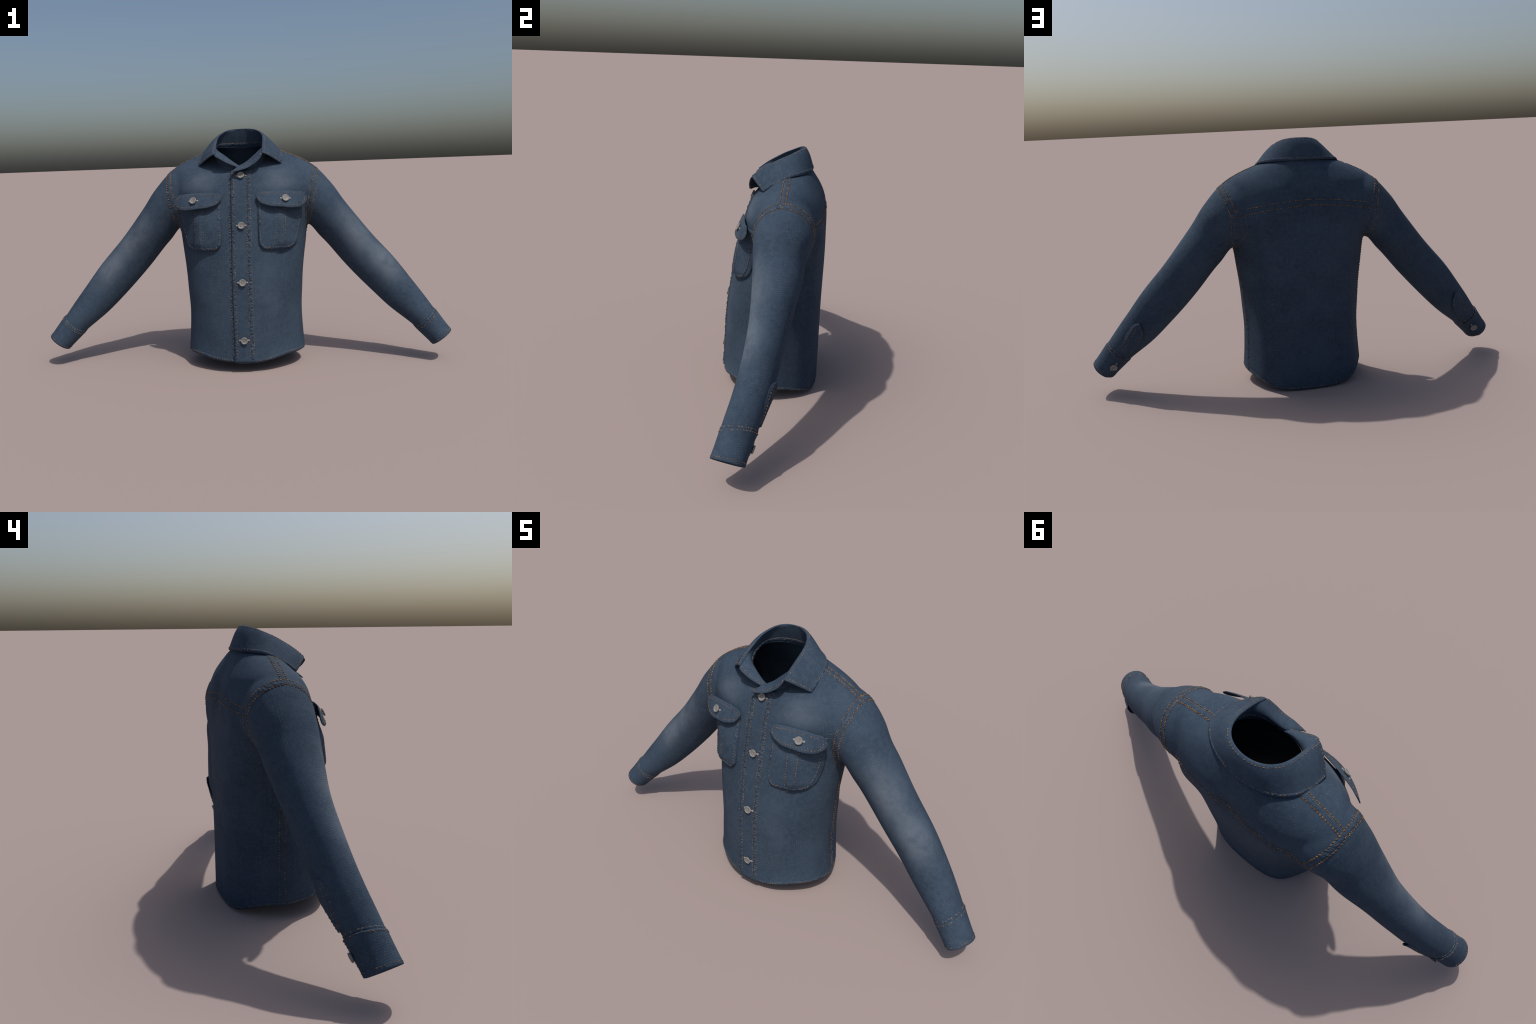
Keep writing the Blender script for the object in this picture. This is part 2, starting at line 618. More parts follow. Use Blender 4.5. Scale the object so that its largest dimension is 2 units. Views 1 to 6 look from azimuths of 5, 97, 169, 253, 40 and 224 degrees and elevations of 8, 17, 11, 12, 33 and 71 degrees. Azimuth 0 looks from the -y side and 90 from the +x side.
panel("front_panel", 2, shirt, M_DENIM)
panel("front_panel", 5, shirt, M_DENIM)
panel("back_panel", 3, shirt, M_DENIM)
panel("yoke", 4, shirt, M_DENIM)
sleeves = {1: panel("sleeve", 1, shirt, M_SLEEVE[1]), -1: panel("sleeve", 6, shirt, M_SLEEVE[-1])}


# ----------------------------------------------------------------------- sewing helpers
def frames(P, surf, closed=False):
    """Points, surface normals, tangents and side vectors of a line lying on a surface."""
    Q, n = surf.nearest(P)
    if closed:
        t = unit(np.roll(Q, -1, 0) - np.roll(Q, 1, 0))
    else:
        t = unit(np.gradient(Q, axis=0))
    n = smooth_line(n, 3, closed)
    n = unit(n - (n * t).sum(1, keepdims=True) * t)
    return Q, n, t, np.cross(n, t)


def capsule():
    rings, sides = [(-.5, .25), (-.40, .8), (0., 1.), (.40, .8), (.5, .25)], 6
    Vt, Ft = [], []
    for x, r in rings:
        for j in range(sides):
            a = 2 * math.pi * j / sides
            Vt.append((x, r * math.cos(a), r * math.sin(a)))
    for i in range(len(rings) - 1):
        for j in range(sides):
            k = (j + 1) % sides
            Ft.append((i * sides + j, i * sides + k, (i + 1) * sides + k, (i + 1) * sides + j))
    Ft.append(tuple(range(sides))[::-1])
    Ft.append(tuple(range(len(Vt) - sides, len(Vt))))
    return np.array(Vt), Ft


CAP_V, CAP_F = capsule()


class Stitching:
    """Collects thread dashes of one part."""

    def __init__(self):
        self.V, self.F = [], []

    def run(self, P, surf, offset=0., height=.0016, pitch=.0124, dash=.0066, width=.0028, closed=False, ragged=.10):
        P = resample(P, .004, closed)
        Q, n, t, b = frames(P, surf, closed)
        if offset:
            Q, n2, t, b = frames(smooth_line(Q + b * offset, 3, closed), surf, closed)
            n = n2
        s = np.concatenate([[0], np.cumsum(np.linalg.norm(np.diff(Q, axis=0), axis=1))])
        at = np.arange(pitch * .5, s[-1] - pitch * .3, pitch)
        at = at + RNG.normal(0, pitch * .05, len(at))
        for u in at:
            if RNG.random() < ragged * .8:
                continue
            c = np.array([np.interp(u, s, Q[:, k]) for k in range(3)])
            i = min(int(np.searchsorted(s, u)), len(Q) - 1)
            T3 = unit(t[i] + b[i] * RNG.normal(0, .10))
            B3 = unit(np.cross(n[i], T3))
            ln = dash * RNG.uniform(.8, 1.12)
            base = sum(len(v) for v in self.V)
            self.V.append(c + n[i] * height + CAP_V[:, :1] * ln * T3 + CAP_V[:, 1:2] * width / 2 * B3
                          + CAP_V[:, 2:3] * width * .42 * n[i])
            self.F += [tuple(k + base for k in f) for f in CAP_F]

    def finish(self, parent):
        if self.V:
            me = make_mesh("stitching", np.vstack(self.V), self.F)
            add_object("stitching", me, parent, M_THREAD, "stuff")


def felled_seam(name, P, surf, width, parent, pucker=.0022, thick=.0030, closed=False, mat=None):
    """A puckered strip of doubled cloth along a seam, sitting just proud of the surface."""
    P = resample(P, .0026, closed)
    Q, n, t, b = frames(P, surf, closed)
    m, rows = len(Q), 9
    lat = np.linspace(-1, 1, rows)
    seed = RNG.uniform(0, 90)
    grid = np.empty((m, rows, 3))
    s = np.arange(m) * .0026
    for j, l in enumerate(lat):
        R, rn = surf.nearest(Q + b * (l * width / 2))
        dome = thick * (1 - abs(l) ** 4) - .0035 * abs(l) ** 8
        # short creases running across the strip, each fading out somewhere along its length
        w = np.array([1.5 * noise.noise(Vector((seed + a * 118 + l * .5, l * .8, seed))) +
                      .7 * noise.noise(Vector((a * 240 - l * 1.2, seed, l * 2))) for a in s])
        gate = np.array([.45 + .85 * max(0., .5 + noise.noise(Vector((a * 14, seed, 3)))) for a in s])
        h = dome + pucker * w * gate * (1 - abs(l) ** 3)
        grid[:, j] = R + rn * h[:, None]
    F = []
    last = m if closed else m - 1
    for i in range(last):
        k = (i + 1) % m
        for j in range(rows - 1):
            F.append((i * rows + j, k * rows + j, k * rows + j + 1, i * rows + j + 1))
    me = make_mesh(name, grid.reshape(-1, 3), F)
    ob = add_object(name, me, parent, mat or M_SEAM)
    return ob


def slab(grid, thick, close_u=False, round_edge=True):
    """Cloth of a given thickness around a grid of points (rows x columns)."""
    g = np.asarray(grid, float)
    m, n = g.shape[:2]
    du = np.gradient(g, axis=0)
    dv = np.gradient(g, axis=1)
    nn = unit(np.cross(du, dv))
    top = (g + nn * thick / 2).reshape(-1, 3)
    bot = (g - nn * thick / 2).reshape(-1, 3)
    border = [(0, j) for j in range(n)] + [(i, n - 1) for i in range(1, m)] + \
             [(m - 1, j) for j in range(n - 2, -1, -1)] + [(i, 0) for i in range(m - 2, 0, -1)]
    V = [*top, *bot]
    cen = {}
    for (i, j) in border:
        out = np.zeros(3)
        if i == 0: out -= unit(du[i, j])
        if i == m - 1: out += unit(du[i, j])
        if j == 0: out -= unit(dv[i, j])
        if j == n - 1: out += unit(dv[i, j])
        cen[(i, j)] = len(V)
        V.append(g[i, j] + unit(out) * thick * .5)
    F = []
    o = m * n
    for i in range(m - 1):
        for j in range(n - 1):
            a, b, c, d = i * n + j, (i + 1) * n + j, (i + 1) * n + j + 1, i * n + j + 1
            F.append((a, b, c, d))
            F.append((d + o, c + o, b + o, a + o))
    K = len(border)
    for q in range(K):
        p0, p1 = border[q], border[(q + 1) % K]
        a, b = p0[0] * n + p0[1], p1[0] * n + p1[1]
        F.append((a, b, cen[p1], cen[p0]))
        F.append((cen[p0], cen[p1], b + o, a + o))
    return np.array(V), F


def cloth_part(name, grid, thick, parent, mat):
    V_, F_ = slab(grid, thick)
    me = make_mesh(name, V_, F_)
    bm = bmesh.new()
    bm.from_mesh(me)
    bmesh.ops.recalc_face_normals(bm, faces=bm.faces[:])
    bm.to_mesh(me)
    bm.free()
    ob = add_object(name, me, parent, mat)
    return ob, Surf(V_, F_)


def trim_ends(P, a, b):
    P = resample(P, .003)
    return P[int(a / .003):len(P) - int(b / .003)]


# ------------------------------------------------------------------------- body seams
body_stitch = Stitching()
for P, closed in arm:
    side = np.sign(P[:, 0].mean())
    P = smooth_line(resample(P, .005, True), 10, True)
    felled_seam("armhole_seam", P, BODY, .027, sleeves[int(side)], pucker=.0020, thick=.0010, closed=True)
    for o in (-.0145, .0145):
        body_stitch.run(P, BODY, o, closed=True)
for c in side_chains:
    if len(c) < 12:
        continue
    P = smooth_line(resample(c, .005), 6)
    up = P[:, 2].mean() > .8
    if P[0, 2] < P[-1, 2]:
        P = P[::-1]
    if up:
        P = P[np.argsort(-np.abs(P[:, 0]))]
        P = P[np.hypot(P[:, 0] / .15, (P[:, 1] - .03) / .15) > 1.0]
        P = trim_ends(P, .012, 0)
        felled_seam("shoulder_seam", P, BODY, .027, shirt, pucker=.0030, thick=.0018)
        for o in (-.0145, .0145):
            body_stitch.run(P, BODY, o)
    else:
        P = trim_ends(P, .015, .012)
        felled_seam("side_seam", P, BODY, .020, shirt, pucker=.0010, thick=.0014, mat=M_FREE)
        for o in (-.0105, .0105):
            body_stitch.run(P, BODY, o)
P = smooth_line(resample(lines["yoke"], .005), 8)
P = trim_ends(P, .012, .012)
felled_seam("yoke_seam", P, BODY, .023, shirt, pucker=.0012, thick=.0014, mat=M_FREE)
for o in (-.012, .012):
    body_stitch.run(P, BODY, o, width=.0036, dash=.0078)

# hem: a narrow turned-up band and one row of thread
HP = smooth_line(resample(lines["hem"][0], .006, True), 6, True)
CLOTH = Surf(V, T)
hem_rows = []
for d in np.linspace(.001, .017, 5):
    q = HP + np.array([0, 0, d])
    r, rn = CLOTH.nearest(q)
    hem_rows.append(r + rn * (.0028 * math.sin(math.pi * min(1, (d - .0005) / .017) ** .7) + .0006))
hem_rows = np.array([np.vstack([r, r[:1]]) for r in hem_rows])
cloth_part("hem", hem_rows.transpose(1, 0, 2)[:, ::-1], .003, shirt, M_TRIM)
body_stitch.run(HP + np.array([0, 0, .013]), CLOTH, height=.0045, closed=True)
body_stitch.finish(shirt)

# ------------------------------------------------------------------------ button placket
FRONT = (0, 1, 0)


def on_front(x, z):
    x, z = np.broadcast_arrays(np.asarray(x, float), np.asarray(z, float))
    P = np.stack([x.ravel(), np.full(x.size, -1.), z.ravel()], 1)
    L_, n_ = BODY.cast(P, FRONT)
    return L_.reshape(*x.shape, 3), n_.reshape(*x.shape, 3)


zs = np.linspace(.948, .054, 150)
xs = np.linspace(-.036, .060, 18)
X, Zg = np.meshgrid(xs, zs)
G, Gn = on_front(X, Zg)
edge_lift = .0030 * (1 - np.minimum(1., (X - xs[0]) / .012))
G = G + Gn * ((.0030 + edge_lift) * smoothstep(.060, .048, X) - .0032 * smoothstep(.054, .060, X))[..., None]
placket, PLACKET = cloth_part("button_placket", G, .0045, shirt, M_DENIM)
ps = Stitching()


def front_line(surf, x, z0, z1, n=180):
    z = np.linspace(z0, z1, n)
    p, _ = surf.cast(np.stack([np.full(n, x), np.full(n, -1.), z], 1), FRONT)
    return p + np.array([0, -.004, 0])


for surf, x, w in ((BODY, -.0435, .011), (PLACKET, -.0290, .013), (PLACKET, .0455, .019)):
    felled_seam("placket_seam", front_line(surf, x, .93, .070), surf, w, placket, pucker=.0034, thick=.0024)
for surf, x in ((BODY, -.0485), (PLACKET, -.0235), (PLACKET, .0360), (PLACKET, .0540)):
    ps.run(front_line(surf, x, .95, .070), surf, height=.0016)
ps.finish(placket)

# ------------------------------------------------------------------------------ buttons
def button_mesh():
    R = .0168
    prof = [(0, .0052), (.0105, .0052), (.0122, .0060), (.0135, .0072), (.0152, .0072), (.0166, .0058), (R, .0036),
            (.0160, .0012), (.0140, 0), (0, 0)]
    bm = bmesh.new()
    n = 40
    rings = []
    for r, z in prof:
        if r == 0:
            rings.append([bm.verts.new((0, 0, z))])
        else:
            rings.append([bm.verts.new((r * math.cos(2 * math.pi * i / n), r * math.sin(2 * math.pi * i / n), z))
                          for i in range(n)])
    for a, b in zip(rings[:-1], rings[1:]):
        for i in range(n):
            j = (i + 1) % n
            q = [a[i % len(a)], b[i % len(b)], b[j % len(b)], a[j % len(a)]]
            bm.faces.new(list(dict.fromkeys(q)))
    bmesh.ops.recalc_face_normals(bm, faces=bm.faces[:])
    me = bpy.data.meshes.new("button")
    bm.to_mesh(me)
    bm.free()
    # four sewing holes
    ob = bpy.data.objects.new("b", me)
    SCENE.collection.objects.link(ob)
    bm = bmesh.new()
    for sx in (-1, 1):
        for sy in (-1, 1):
            bmesh.ops.create_cone(bm, segments=10, radius1=.0017, radius2=.0017, depth=.02, cap_ends=True,
                                  matrix=Matrix.Translation((sx * .0038, sy * .0038, .0125)))
    cm = bpy.data.meshes.new("c")
    bm.to_mesh(cm)
    bm.free()
    co = bpy.data.objects.new("c", cm)
    SCENE.collection.objects.link(co)
    md = ob.modifiers.new("h", "BOOLEAN")
    md.object, md.operation, md.solver = co, "DIFFERENCE", "EXACT"
    out = bpy.data.meshes.new_from_object(ob.evaluated_get(bpy.context.evaluated_depsgraph_get()))
    out.name = "button"
    bpy.data.objects.remove(ob)
    bpy.data.objects.remove(co)
    out.polygons.foreach_set("use_smooth", [True] * len(out.polygons))
    out.set_sharp_from_angle(angle=math.radians(38))
    out.materials.clear()
    out.materials.append(M_BUTTON)
    return out


def buttonhole_mesh():
    """Bar of pale thread with a round bar-tack at either end."""
    half_len, r, bar = .0255, .0046, .0028
    xs = half_len * np.sin(np.linspace(-math.pi / 2, math.pi / 2, 61))
    w = np.maximum(np.where(np.abs(xs) < half_len - r, bar, 0),
                   np.sqrt(np.maximum(0, r * r - (np.abs(xs) - (half_len - r)) ** 2)))
    w = np.maximum(w, .0002)
    rows = [(-1.06, -.003), (-1.0, .0010), (-.6, .0022), (.6, .0022), (1.0, .0010), (1.06, -.003)]
    V_ = [(x, w_ * k, z) for x, w_ in zip(xs, w) for k, z in rows]
    m = len(rows)
    F_ = [(i * m + j, (i + 1) * m + j, (i + 1) * m + j + 1, i * m + j + 1) for i in range(len(xs) - 1) for j in range(m - 1)]
    me = make_mesh("buttonhole", V_, F_)
    me.materials.append(M_LOOP)
    return me


BUTTON, HOLE = button_mesh(), buttonhole_mesh()


def sew_button(pos, nrm, along, parent, lift=.002, tilt=(0, 0)):
    n3 = unit(nrm)
    x3 = unit(np.asarray(along, float) - n3 * np.dot(along, n3))
    y3 = np.cross(n3, x3)
    hole = add_object("buttonhole", HOLE, parent)
    M = Matrix(((x3[0], y3[0], n3[0], 0), (x3[1], y3[1], n3[1], 0), (x3[2], y3[2], n3[2], 0), (0, 0, 0, 1)))
    hole.matrix_local = Matrix.Translation(Vector(pos) + Vector(n3) * (lift - .001)) @ M
    b = add_object("button", BUTTON, parent)
    b.matrix_local = (Matrix.Translation(Vector(pos) + Vector(n3) * (lift + .0015)) @ M
                      @ Matrix.Rotation(math.radians(tilt[0]), 4, "X") @ Matrix.Rotation(math.radians(tilt[1]), 4, "Y")
                      @ Matrix.Rotation(RNG.uniform(-.6, .6), 4, "Z"))


for z, tl in zip((.923, .692, .429, .156), ((3, 0), (0, -3), (-2, 2), (2, -2))):
    p, n_ = PLACKET.cast([(.009, -1., z)], FRONT)
    sew_button(p[0], unit(smooth_line(n_, 0)[0]), (1, 0, 0), placket, tilt=tl)

# ------------------------------------------------------------------------------- pockets
for side in (1, -1):
    # pouch: rows from the top (under the flap) to the rounded bottom
    rows, cols = 44, 40
    ztop, zbot = .815, .577
    left = spline([zbot, .66, ztop], [.089, .088, .089])
    right = spline([zbot, .66, ztop], [.258, .279, .297])
    grid = np.empty((rows, cols, 3))
    nrm_g = np.empty((rows, cols, 3))
    edge = np.empty((rows, cols))
    xz = np.empty((rows, cols, 2))
    for i, v in enumerate(np.linspace(0, 1, rows)):
        z = ztop + (zbot - ztop) * (1 - (1 - v) ** 1.35)
        h = z - zbot
        r = .040
        inset = r - math.sqrt(max(0, r * r - max(0, r - h) ** 2)) if h < r else 0.
        a, b = float(left(z)) + inset, float(right(z)) - inset
        u = np.linspace(0, 1, cols)
        u = .5 - .5 * np.cos(np.pi * u) * (.55 + .45 * np.abs(np.cos(np.pi * u)))
        x = a + (b - a) * u
        xz[i, :, 0], xz[i, :, 1] = x, z
        edge[i] = np.minimum(np.minimum(x - a, b - x), h)
    G, Gn = on_front(side * xz[..., 0], xz[..., 1])
    d = np.clip(edge / .035, 0, 1)
    low = 1 - .8 * smoothstep(.70, .80, xz[..., 1])
    fullness = .005 + .008 * np.sqrt(1 - (1 - d) ** 2) * low
    fullness = fullness + .015 * np.exp(-((xz[..., 0] - .190) / .042) ** 2) * low * (.45 + .55 * smoothstep(.577, .615, xz[..., 1]))
    # box pleat: a raised strip down the middle
    fullness = fullness + .0035 * (smoothstep(.020, .0165, np.abs(xz[..., 0] - .193))) * smoothstep(.0, .01, edge)
    dirv = unit(Gn * np.array([1, 1, .25]) + np.array([0, -.6, 0]))
    top = G + dirv * fullness[..., None]
    if side < 0:
        top = top[:, ::-1]
        G, dirv = G[:, ::-1], dirv[:, ::-1]
    sink = G - dirv * .006
    m, n = rows, cols
    border = [(0, j) for j in range(n)] + [(i, n - 1) for i in range(1, m)] + \
             [(m - 1, j) for j in range(n - 2, -1, -1)] + [(i, 0) for i in range(m - 2, 0, -1)]
    PV = list(top.reshape(-1, 3))
    PF = [(i * n + j, (i + 1) * n + j, (i + 1) * n + j + 1, i * n + j + 1) for i in range(m - 1) for j in range(n - 1)]
    ids = []
    for ij in border:
        # bulge of the folded edge, then down to the cloth
        c0 = top[ij] * .35 + sink[ij] * .65
        ids.append((ij[0] * n + ij[1], len(PV), len(PV) + 1))
        PV += [top[ij] * .75 + sink[ij] * .25 + unit(top[ij] - top[m // 2, n // 2]) * .0022, sink[ij]]
    for q in range(len(ids)):
        a, b = ids[q], ids[(q + 1) % len(ids)]
        PF += [(a[0], b[0], b[1], a[1]), (a[1], b[1], b[2], a[2])]
    me = make_mesh("pocket", PV, PF)
    bm = bmesh.new()
    bm.from_mesh(me)
    bmesh.ops.recalc_face_normals(bm, faces=bm.faces[:])
    bm.to_mesh(me)
    bm.free()
    pocket = add_object("pocket", me, shirt, M_TRIM)
    PS = Surf(PV, PF)
    st = Stitching()
    def on_pocket(xv, zv):
        p, _ = PS.cast(np.stack([side * np.asarray(xv), np.full(len(xv), -1.), np.asarray(zv)], 1), FRONT)
        return p
    zz = np.linspace(.80, .618, 40)
    ang = np.linspace(0, math.pi / 2, 16)
    ins = .008
    xl = np.concatenate([left(zz) + ins, .130 - .033 * np.cos(ang), np.linspace(.134, .220, 14),
                         .223 + .034 * np.sin(ang), right(zz[::-1]) - ins])
    zl = np.concatenate([zz, .618 - .033 * np.sin(ang), np.full(14, .585), .618 - .033 * np.cos(ang), zz[::-1]])
    outline_p = smooth_line(on_pocket(xl, zl), 5)
    st.run(outline_p, PS, height=.0012)
    felled_seam("pocket_edge_seam", outline_p[4:-4], PS, .013, pocket, pucker=.0026, thick=.0016)
    for xc in (.174, .213):
        st.run(on_pocket(np.full(50, xc), np.linspace(.79, .59, 50)), PS, height=.0016)
    st.finish(pocket)

    # flap: flatter than the chest, so it stands off towards the sleeve and along its lower edge
    fx = np.linspace(0, 1, 46)
    fx = .5 - .5 * np.cos(np.pi * fx) * (.6 + .4 * np.abs(np.cos(np.pi * fx)))
    x0, x1 = .082, .318
    xg = x0 + (x1 - x0) * fx
    ztopf = spline([.08, .088, .12, .20, .27, .305, .318], [.829, .838, .845, .846, .839, .829, .811])
    zbotf = spline([.08, .095, .13, .20, .26, .295, .31, .32], [.824, .803, .786, .776, .770, .775, .787, .804])
    ytop = spline([.08, .14, .20, .26, .32], [-.140, -.132, -.120, -.103, -.080])
    ybot = spline([.08, .14, .20, .26, .32], [-.166, -.171, -.162, -.138, -.098])
    fg = np.empty((46, 16, 3))
    for j, v in enumerate(np.linspace(0, 1, 16)):
        zrow = ztopf(xg) * (1 - v) + zbotf(xg) * v
        w = np.clip((.846 - zrow) / .076, 0, 1) ** .8
        fg[:, j, 0] = side * xg
        fg[:, j, 1] = ytop(xg) * (1 - w) + ybot(xg) * w
        fg[:, j, 2] = zrow
    flap, FS = cloth_part("pocket_flap", fg if side > 0 else fg[::-1], .0050, pocket, M_TRIM)
    def on_flap(xv, zv):
        p, nn = FS.cast(np.stack([side * np.asarray(xv), np.full(len(xv), -1.), np.asarray(zv)], 1), FRONT)
        return p
    st = Stitching()
    xa = np.linspace(.093, .305, 70)
    mid_z = (ztopf(xa) + zbotf(xa)) / 2
    up = np.maximum(ztopf(xa) - .009, mid_z + .001)
    lo = np.minimum(zbotf(xa) + .010, mid_z - .001)
    loop = on_flap(np.concatenate([xa, xa[::-1]]), np.concatenate([up, lo[::-1]]))
    st.run(smooth_line(resample(loop, .004, True), 4, True), FS, height=.0006, closed=True)
    st.finish(flap)
    p, n_ = FS.cast([(side * .217, -1., .812)], FRONT)
    sew_button(p[0], n_[0], (side, .35, -.08), flap, lift=.001)

# -------------------------------------------------------------------------------- collar
# neckline on the cloth
NP = lines["neck"][0]
th = np.arctan2((NP[:, 1] - .032) / .121, NP[:, 0] / .130)
o = np.argsort(th)
NTH, NPT = th[o], NP[o]
def neckline(theta):
    return np.stack([np.interp(theta, NTH, NPT[:, k], period=2 * np.pi) for k in range(3)], axis=-1)

# stand: runs from the wearer's left front (+x, lying on top) round the back to the right front.
# each station: angle on the neckline (degrees), middle of the stand, outer/top edge
STAND = [
    (-112, (-.020, -.098, .952), (-.040, -.128, .938)),
    (-98, (-.004, -.088, .966), (-.018, -.128, .944)),
    (-84, (.018, -.078, .976), (.010, -.128, .950)),
    (-68, (.045, -.072, .993), (.050, -.122, .963)),
    (-52, (.072, -.066, 1.016), (.092, -.117, .991)),
    (-38, (.096, -.055, 1.036), (.112, -.104, 1.021)),
    (-20, (.115, -.032, 1.052), (.114, -.060, 1.056)),
    (0, (.119, .010, 1.072), (.113, -.010, 1.086)),
    (25, (.113, .065, 1.090), (.108, .040, 1.111)),
    (50, (.083, .109, 1.102), (.082, .088, 1.1355)),
    (75, (.033, .129, 1.108), (.034, .115, 1.1455)),
    (90, (.000, .132, 1.108), (.000, .120, 1.147))]
mirror = lambda s: (180 - s[0], (-s[1][0], s[1][1], s[1][2]), (-s[2][0], s[2][1], s[2][2]))
STAND = STAND + [mirror(s) for s in STAND[5:-1][::-1]] + [
    (232, (-.072, -.064, 1.019), (-.091, -.113, 1.007)),
    (248, (-.045, -.070, .998), (-.056, -.108, .985)),
    (262, (-.016, -.074, .976), (-.018, -.098, .968)),
    (272, (.006, -.074, .962), (.006, -.088, .956))]
A = spline(np.arange(len(STAND)), np.array([(s[0], *s[1], *s[2]) for s in STAND]))
tt = np.linspace(0, len(STAND) - 1, 190)
S = A(tt)
nk = neckline(np.radians(S[:, 0])) - np.array([0, 0, .006])
M_, O_ = S[:, 1:4], S[:, 4:7]
cg = np.empty((len(tt), 18, 3))
for j, v in enumerate(np.linspace(0, 1, 18)):
    # curve through neckline, middle and edge
    cg[:, j] = nk * (1 - v) * (1 - 2 * v) + M_ * 4 * v * (1 - v) + O_ * v * (2 * v - 1)
stand, SS = cloth_part("collar_stand", cg, .0042, shirt, M_FREE)
cst = Stitching()
inner = lambda j: cg[:, j]
def side_line(grid_line, towards):
    return grid_line + unit(np.asarray(towards) - grid_line) * .004
cen = np.array([0, .03, 1.10])
front_r = tt < 5.2
front_l = tt > len(STAND) - 1 - 5.2
for mask in (front_r, front_l):
    ln = cg[mask][:, 16]
    cst.run(ln + np.array([0, -.003, .006]), SS, height=.0006)
    cst.run(ln + np.array([0, -.001, -.008]), SS, height=.0006)
cst.run(side_line(cg[:, 4], cen), SS, height=.0006)
felled_seam("neck_seam", side_line(cg[6:-6, 3], cen), SS, .016, stand, pucker=.0026, thick=.0016)
cst.finish(stand)

# leaf: falls from the fold at the top of the stand to the outer edge and the two points
LEAF = [
    ((.113, -.103, 1.024), (.197, -.038, .975)),
    ((.115, -.065, 1.054), (.200, -.004, .997)),
    ((.115, -.025, 1.079), (.197, .036, 1.020)),
    ((.112, .022, 1.105), (.185, .078, 1.042)),
    ((.100, .062, 1.123), (.158, .112, 1.049)),
    ((.076, .095, 1.1385), (.112, .141, 1.053)),
    ((.042, .115, 1.1455), (.060, .156, 1.055)),
    ((.000, .122, 1.147), (.000, .162, 1.056))]
mir = lambda p: (-p[0], p[1], p[2])
LEAF = LEAF + [(mir(a), mir(b)) for a, b in LEAF[:-1][::-1]]
Bf = spline(np.arange(len(LEAF)), np.array([(*a, *b) for a, b in LEAF]))
tl = np.linspace(0, len(LEAF) - 1, 170)
S = Bf(tl)
F_, E_ = S[:, :3], S[:, 3:]
lg = np.empty((len(tl), 20, 3))
fall = unit(E_ - F_)
outd = unit(np.cross(fall, np.gradient(F_, axis=0)))
outd = outd * np.sign((outd * (F_ - np.array([0, 0.02, 1.02]))).sum(1))[:, None]
for j, v in enumerate(np.linspace(0, 1, 20)):
    lift = .008 * math.sin(math.pi * v ** .6) + .004 * v
    lg[:, j] = F_ * (1 - v) + E_ * v + outd * (lift - .003)
    lg[:, j, 2] += .004 * (1 - v) ** 3
leaf, LS = cloth_part("collar_leaf", lg[:, ::-1], .0065, shirt, M_FREE)
lst = Stitching()
out3 = outd * .01
edge_line = np.vstack([lg[1:4, 2:18].mean(0)[::1] + out3[2], (lg[:, 18] + out3)[3:-3], (lg[-4:-1, 2:18].mean(0) + out3[-3])[::-1]])
lst.run(edge_line, LS, height=.0006)
lst.run((lg[:, 1] + out3 + np.array([0, 0, .004])), LS, height=.0006)
lst.finish(leaf)
oe = (lg[:, 18] + out3)[3:-3]
felled_seam("collar_edge_seam", oe, LS, .012, leaf, pucker=.0012, thick=.0012)

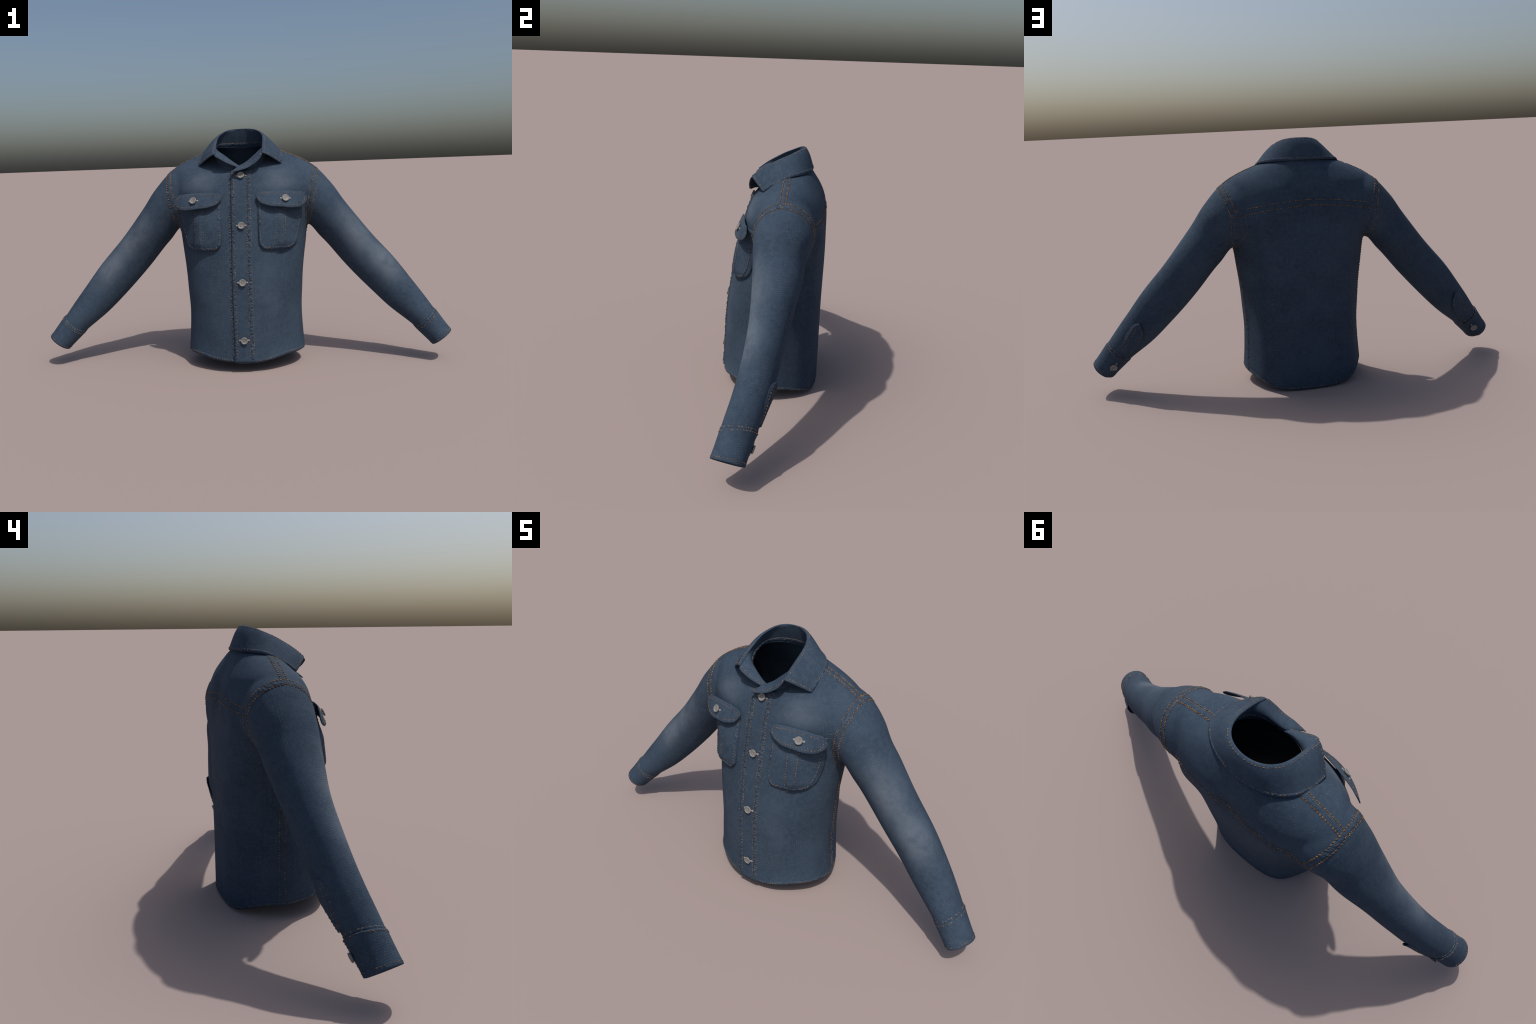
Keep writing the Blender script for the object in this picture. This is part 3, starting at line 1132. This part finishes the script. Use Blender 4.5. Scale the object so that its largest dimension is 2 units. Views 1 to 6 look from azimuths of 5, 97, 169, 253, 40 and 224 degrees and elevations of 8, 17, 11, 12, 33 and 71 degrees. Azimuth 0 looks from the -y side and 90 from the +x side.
# ------------------------------------------------------------- cuffs and sleeve plackets
BACK = (0, -1, 0)
for side in (1, -1):
    sl = sleeves[side]
    # cuff: a band that wraps once round and laps over itself at the back of the wrist
    n_ph, n_t = 110, 26
    phi0 = math.radians(128)
    phis = phi0 - np.linspace(0, 2 * math.pi + .42, n_ph)
    ts = np.linspace(T_CUFF_SEAM, T_CUFF_END, n_t)
    g = np.empty((n_ph, n_t, 3))
    for i, ph in enumerate(phis):
        u = i / (n_ph - 1)
        grow = .0045 - .0050 * smoothstep(0, 1, u)
        # rounded corner of the overlap
        end = T_CUFF_END + .11 * math.sin(ph) - .03 - .20 * np.clip(1 - u / .05, 0, 1) ** 2
        tloc = T_CUFF_SEAM + (end - T_CUFF_SEAM) * np.linspace(0, 1, n_t)
        flare = .0025 * np.linspace(0, 1, n_t) ** 3
        g[i] = sleeve_point(tloc, np.full(n_t, ph), side, grow + flare)
    cuff, CS = cloth_part("cuff", g if side > 0 else g[::-1], .005, sl, M_SLEEVE[side])
    st = Stitching()
    full = np.linspace(0, 2 * np.pi, 90, endpoint=False)
    ring = lambda t, gr: sleeve_point(np.full(90, t), full, side, gr)
    st.run(sleeve_point(T_CUFF_END - .14 + .11 * np.sin(full), full, side, .02), CS, height=.0006, closed=True)
    st.run(ring(T_CUFF_SEAM + .13, .02), CS, height=.0008, closed=True)
    st.run(ring(T_CUFF_SEAM - .22, .01), BODY, height=.0014, closed=True)
    felled_seam("cuff_seam", ring(T_CUFF_SEAM - .07, .005), BODY, .024, cuff, pucker=.0022, thick=.0018, closed=True)
    lap = np.array([sleeve_point(np.array(t), np.array(phi0 - .14), side, .02) for t in np.linspace(T_CUFF_SEAM + .2, T_CUFF_END - .2, 30)])
    st.run(lap, CS, height=.0006)
    st.finish(cuff)
    bp, bn = CS.cast([(side * .903, 1., .145)], BACK)
    sew_button(bp[0], bn[0], (side * .62, 0, -.78), cuff, lift=.001)

    # sleeve placket: a pointed tab from the cuff up the back of the forearm
    mid_line = spline([0, .3, .6, .85, 1], np.array([(.853, .214), (.823, .251), (.792, .296), (.770, .332), (.758, .356)]))
    halfw = spline([0, .3, .6, .8, .93, 1], [.030, .034, .036, .030, .017, .003])
    across = unit(np.array([.76, .65]))
    pg = np.empty((40, 14, 3))
    vv = np.linspace(0, 1, 40)
    c2, hw = mid_line(vv), halfw(vv)
    skew = np.linspace(-1, 1, 14)
    for j, k in enumerate(skew):
        q = c2 + across * (hw * k)[:, None]
        q[:, 0] += .010 * vv ** 3 * 1.0
        P3 = np.stack([side * q[:, 0], np.full(40, 1.), q[:, 1]], 1)
        l_, n_ = BODY.cast(P3, BACK)
        stand_off = -.0015 + .0055 * smoothstep(1.0, .55, k) + .006 * vv ** 3 * (.5 - .5 * k)
        pg[:, j] = l_ + unit(n_ * .4 + np.array([0, 1, 0])) * stand_off[:, None]
    tab, TS = cloth_part("sleeve_placket", pg if side < 0 else pg[:, ::-1], .0045, sl, M_SLEEVE[side])
    st = Stitching()
    yo = np.array([0, .01, 0])
    st.run(pg[1:38, 12] + yo, TS, height=.0006)
    st.run(pg[1:34, 9] + yo, TS, height=.0006)
    st.run(pg[1:38, 1] + yo, TS, height=.0006)
    st.finish(tab)
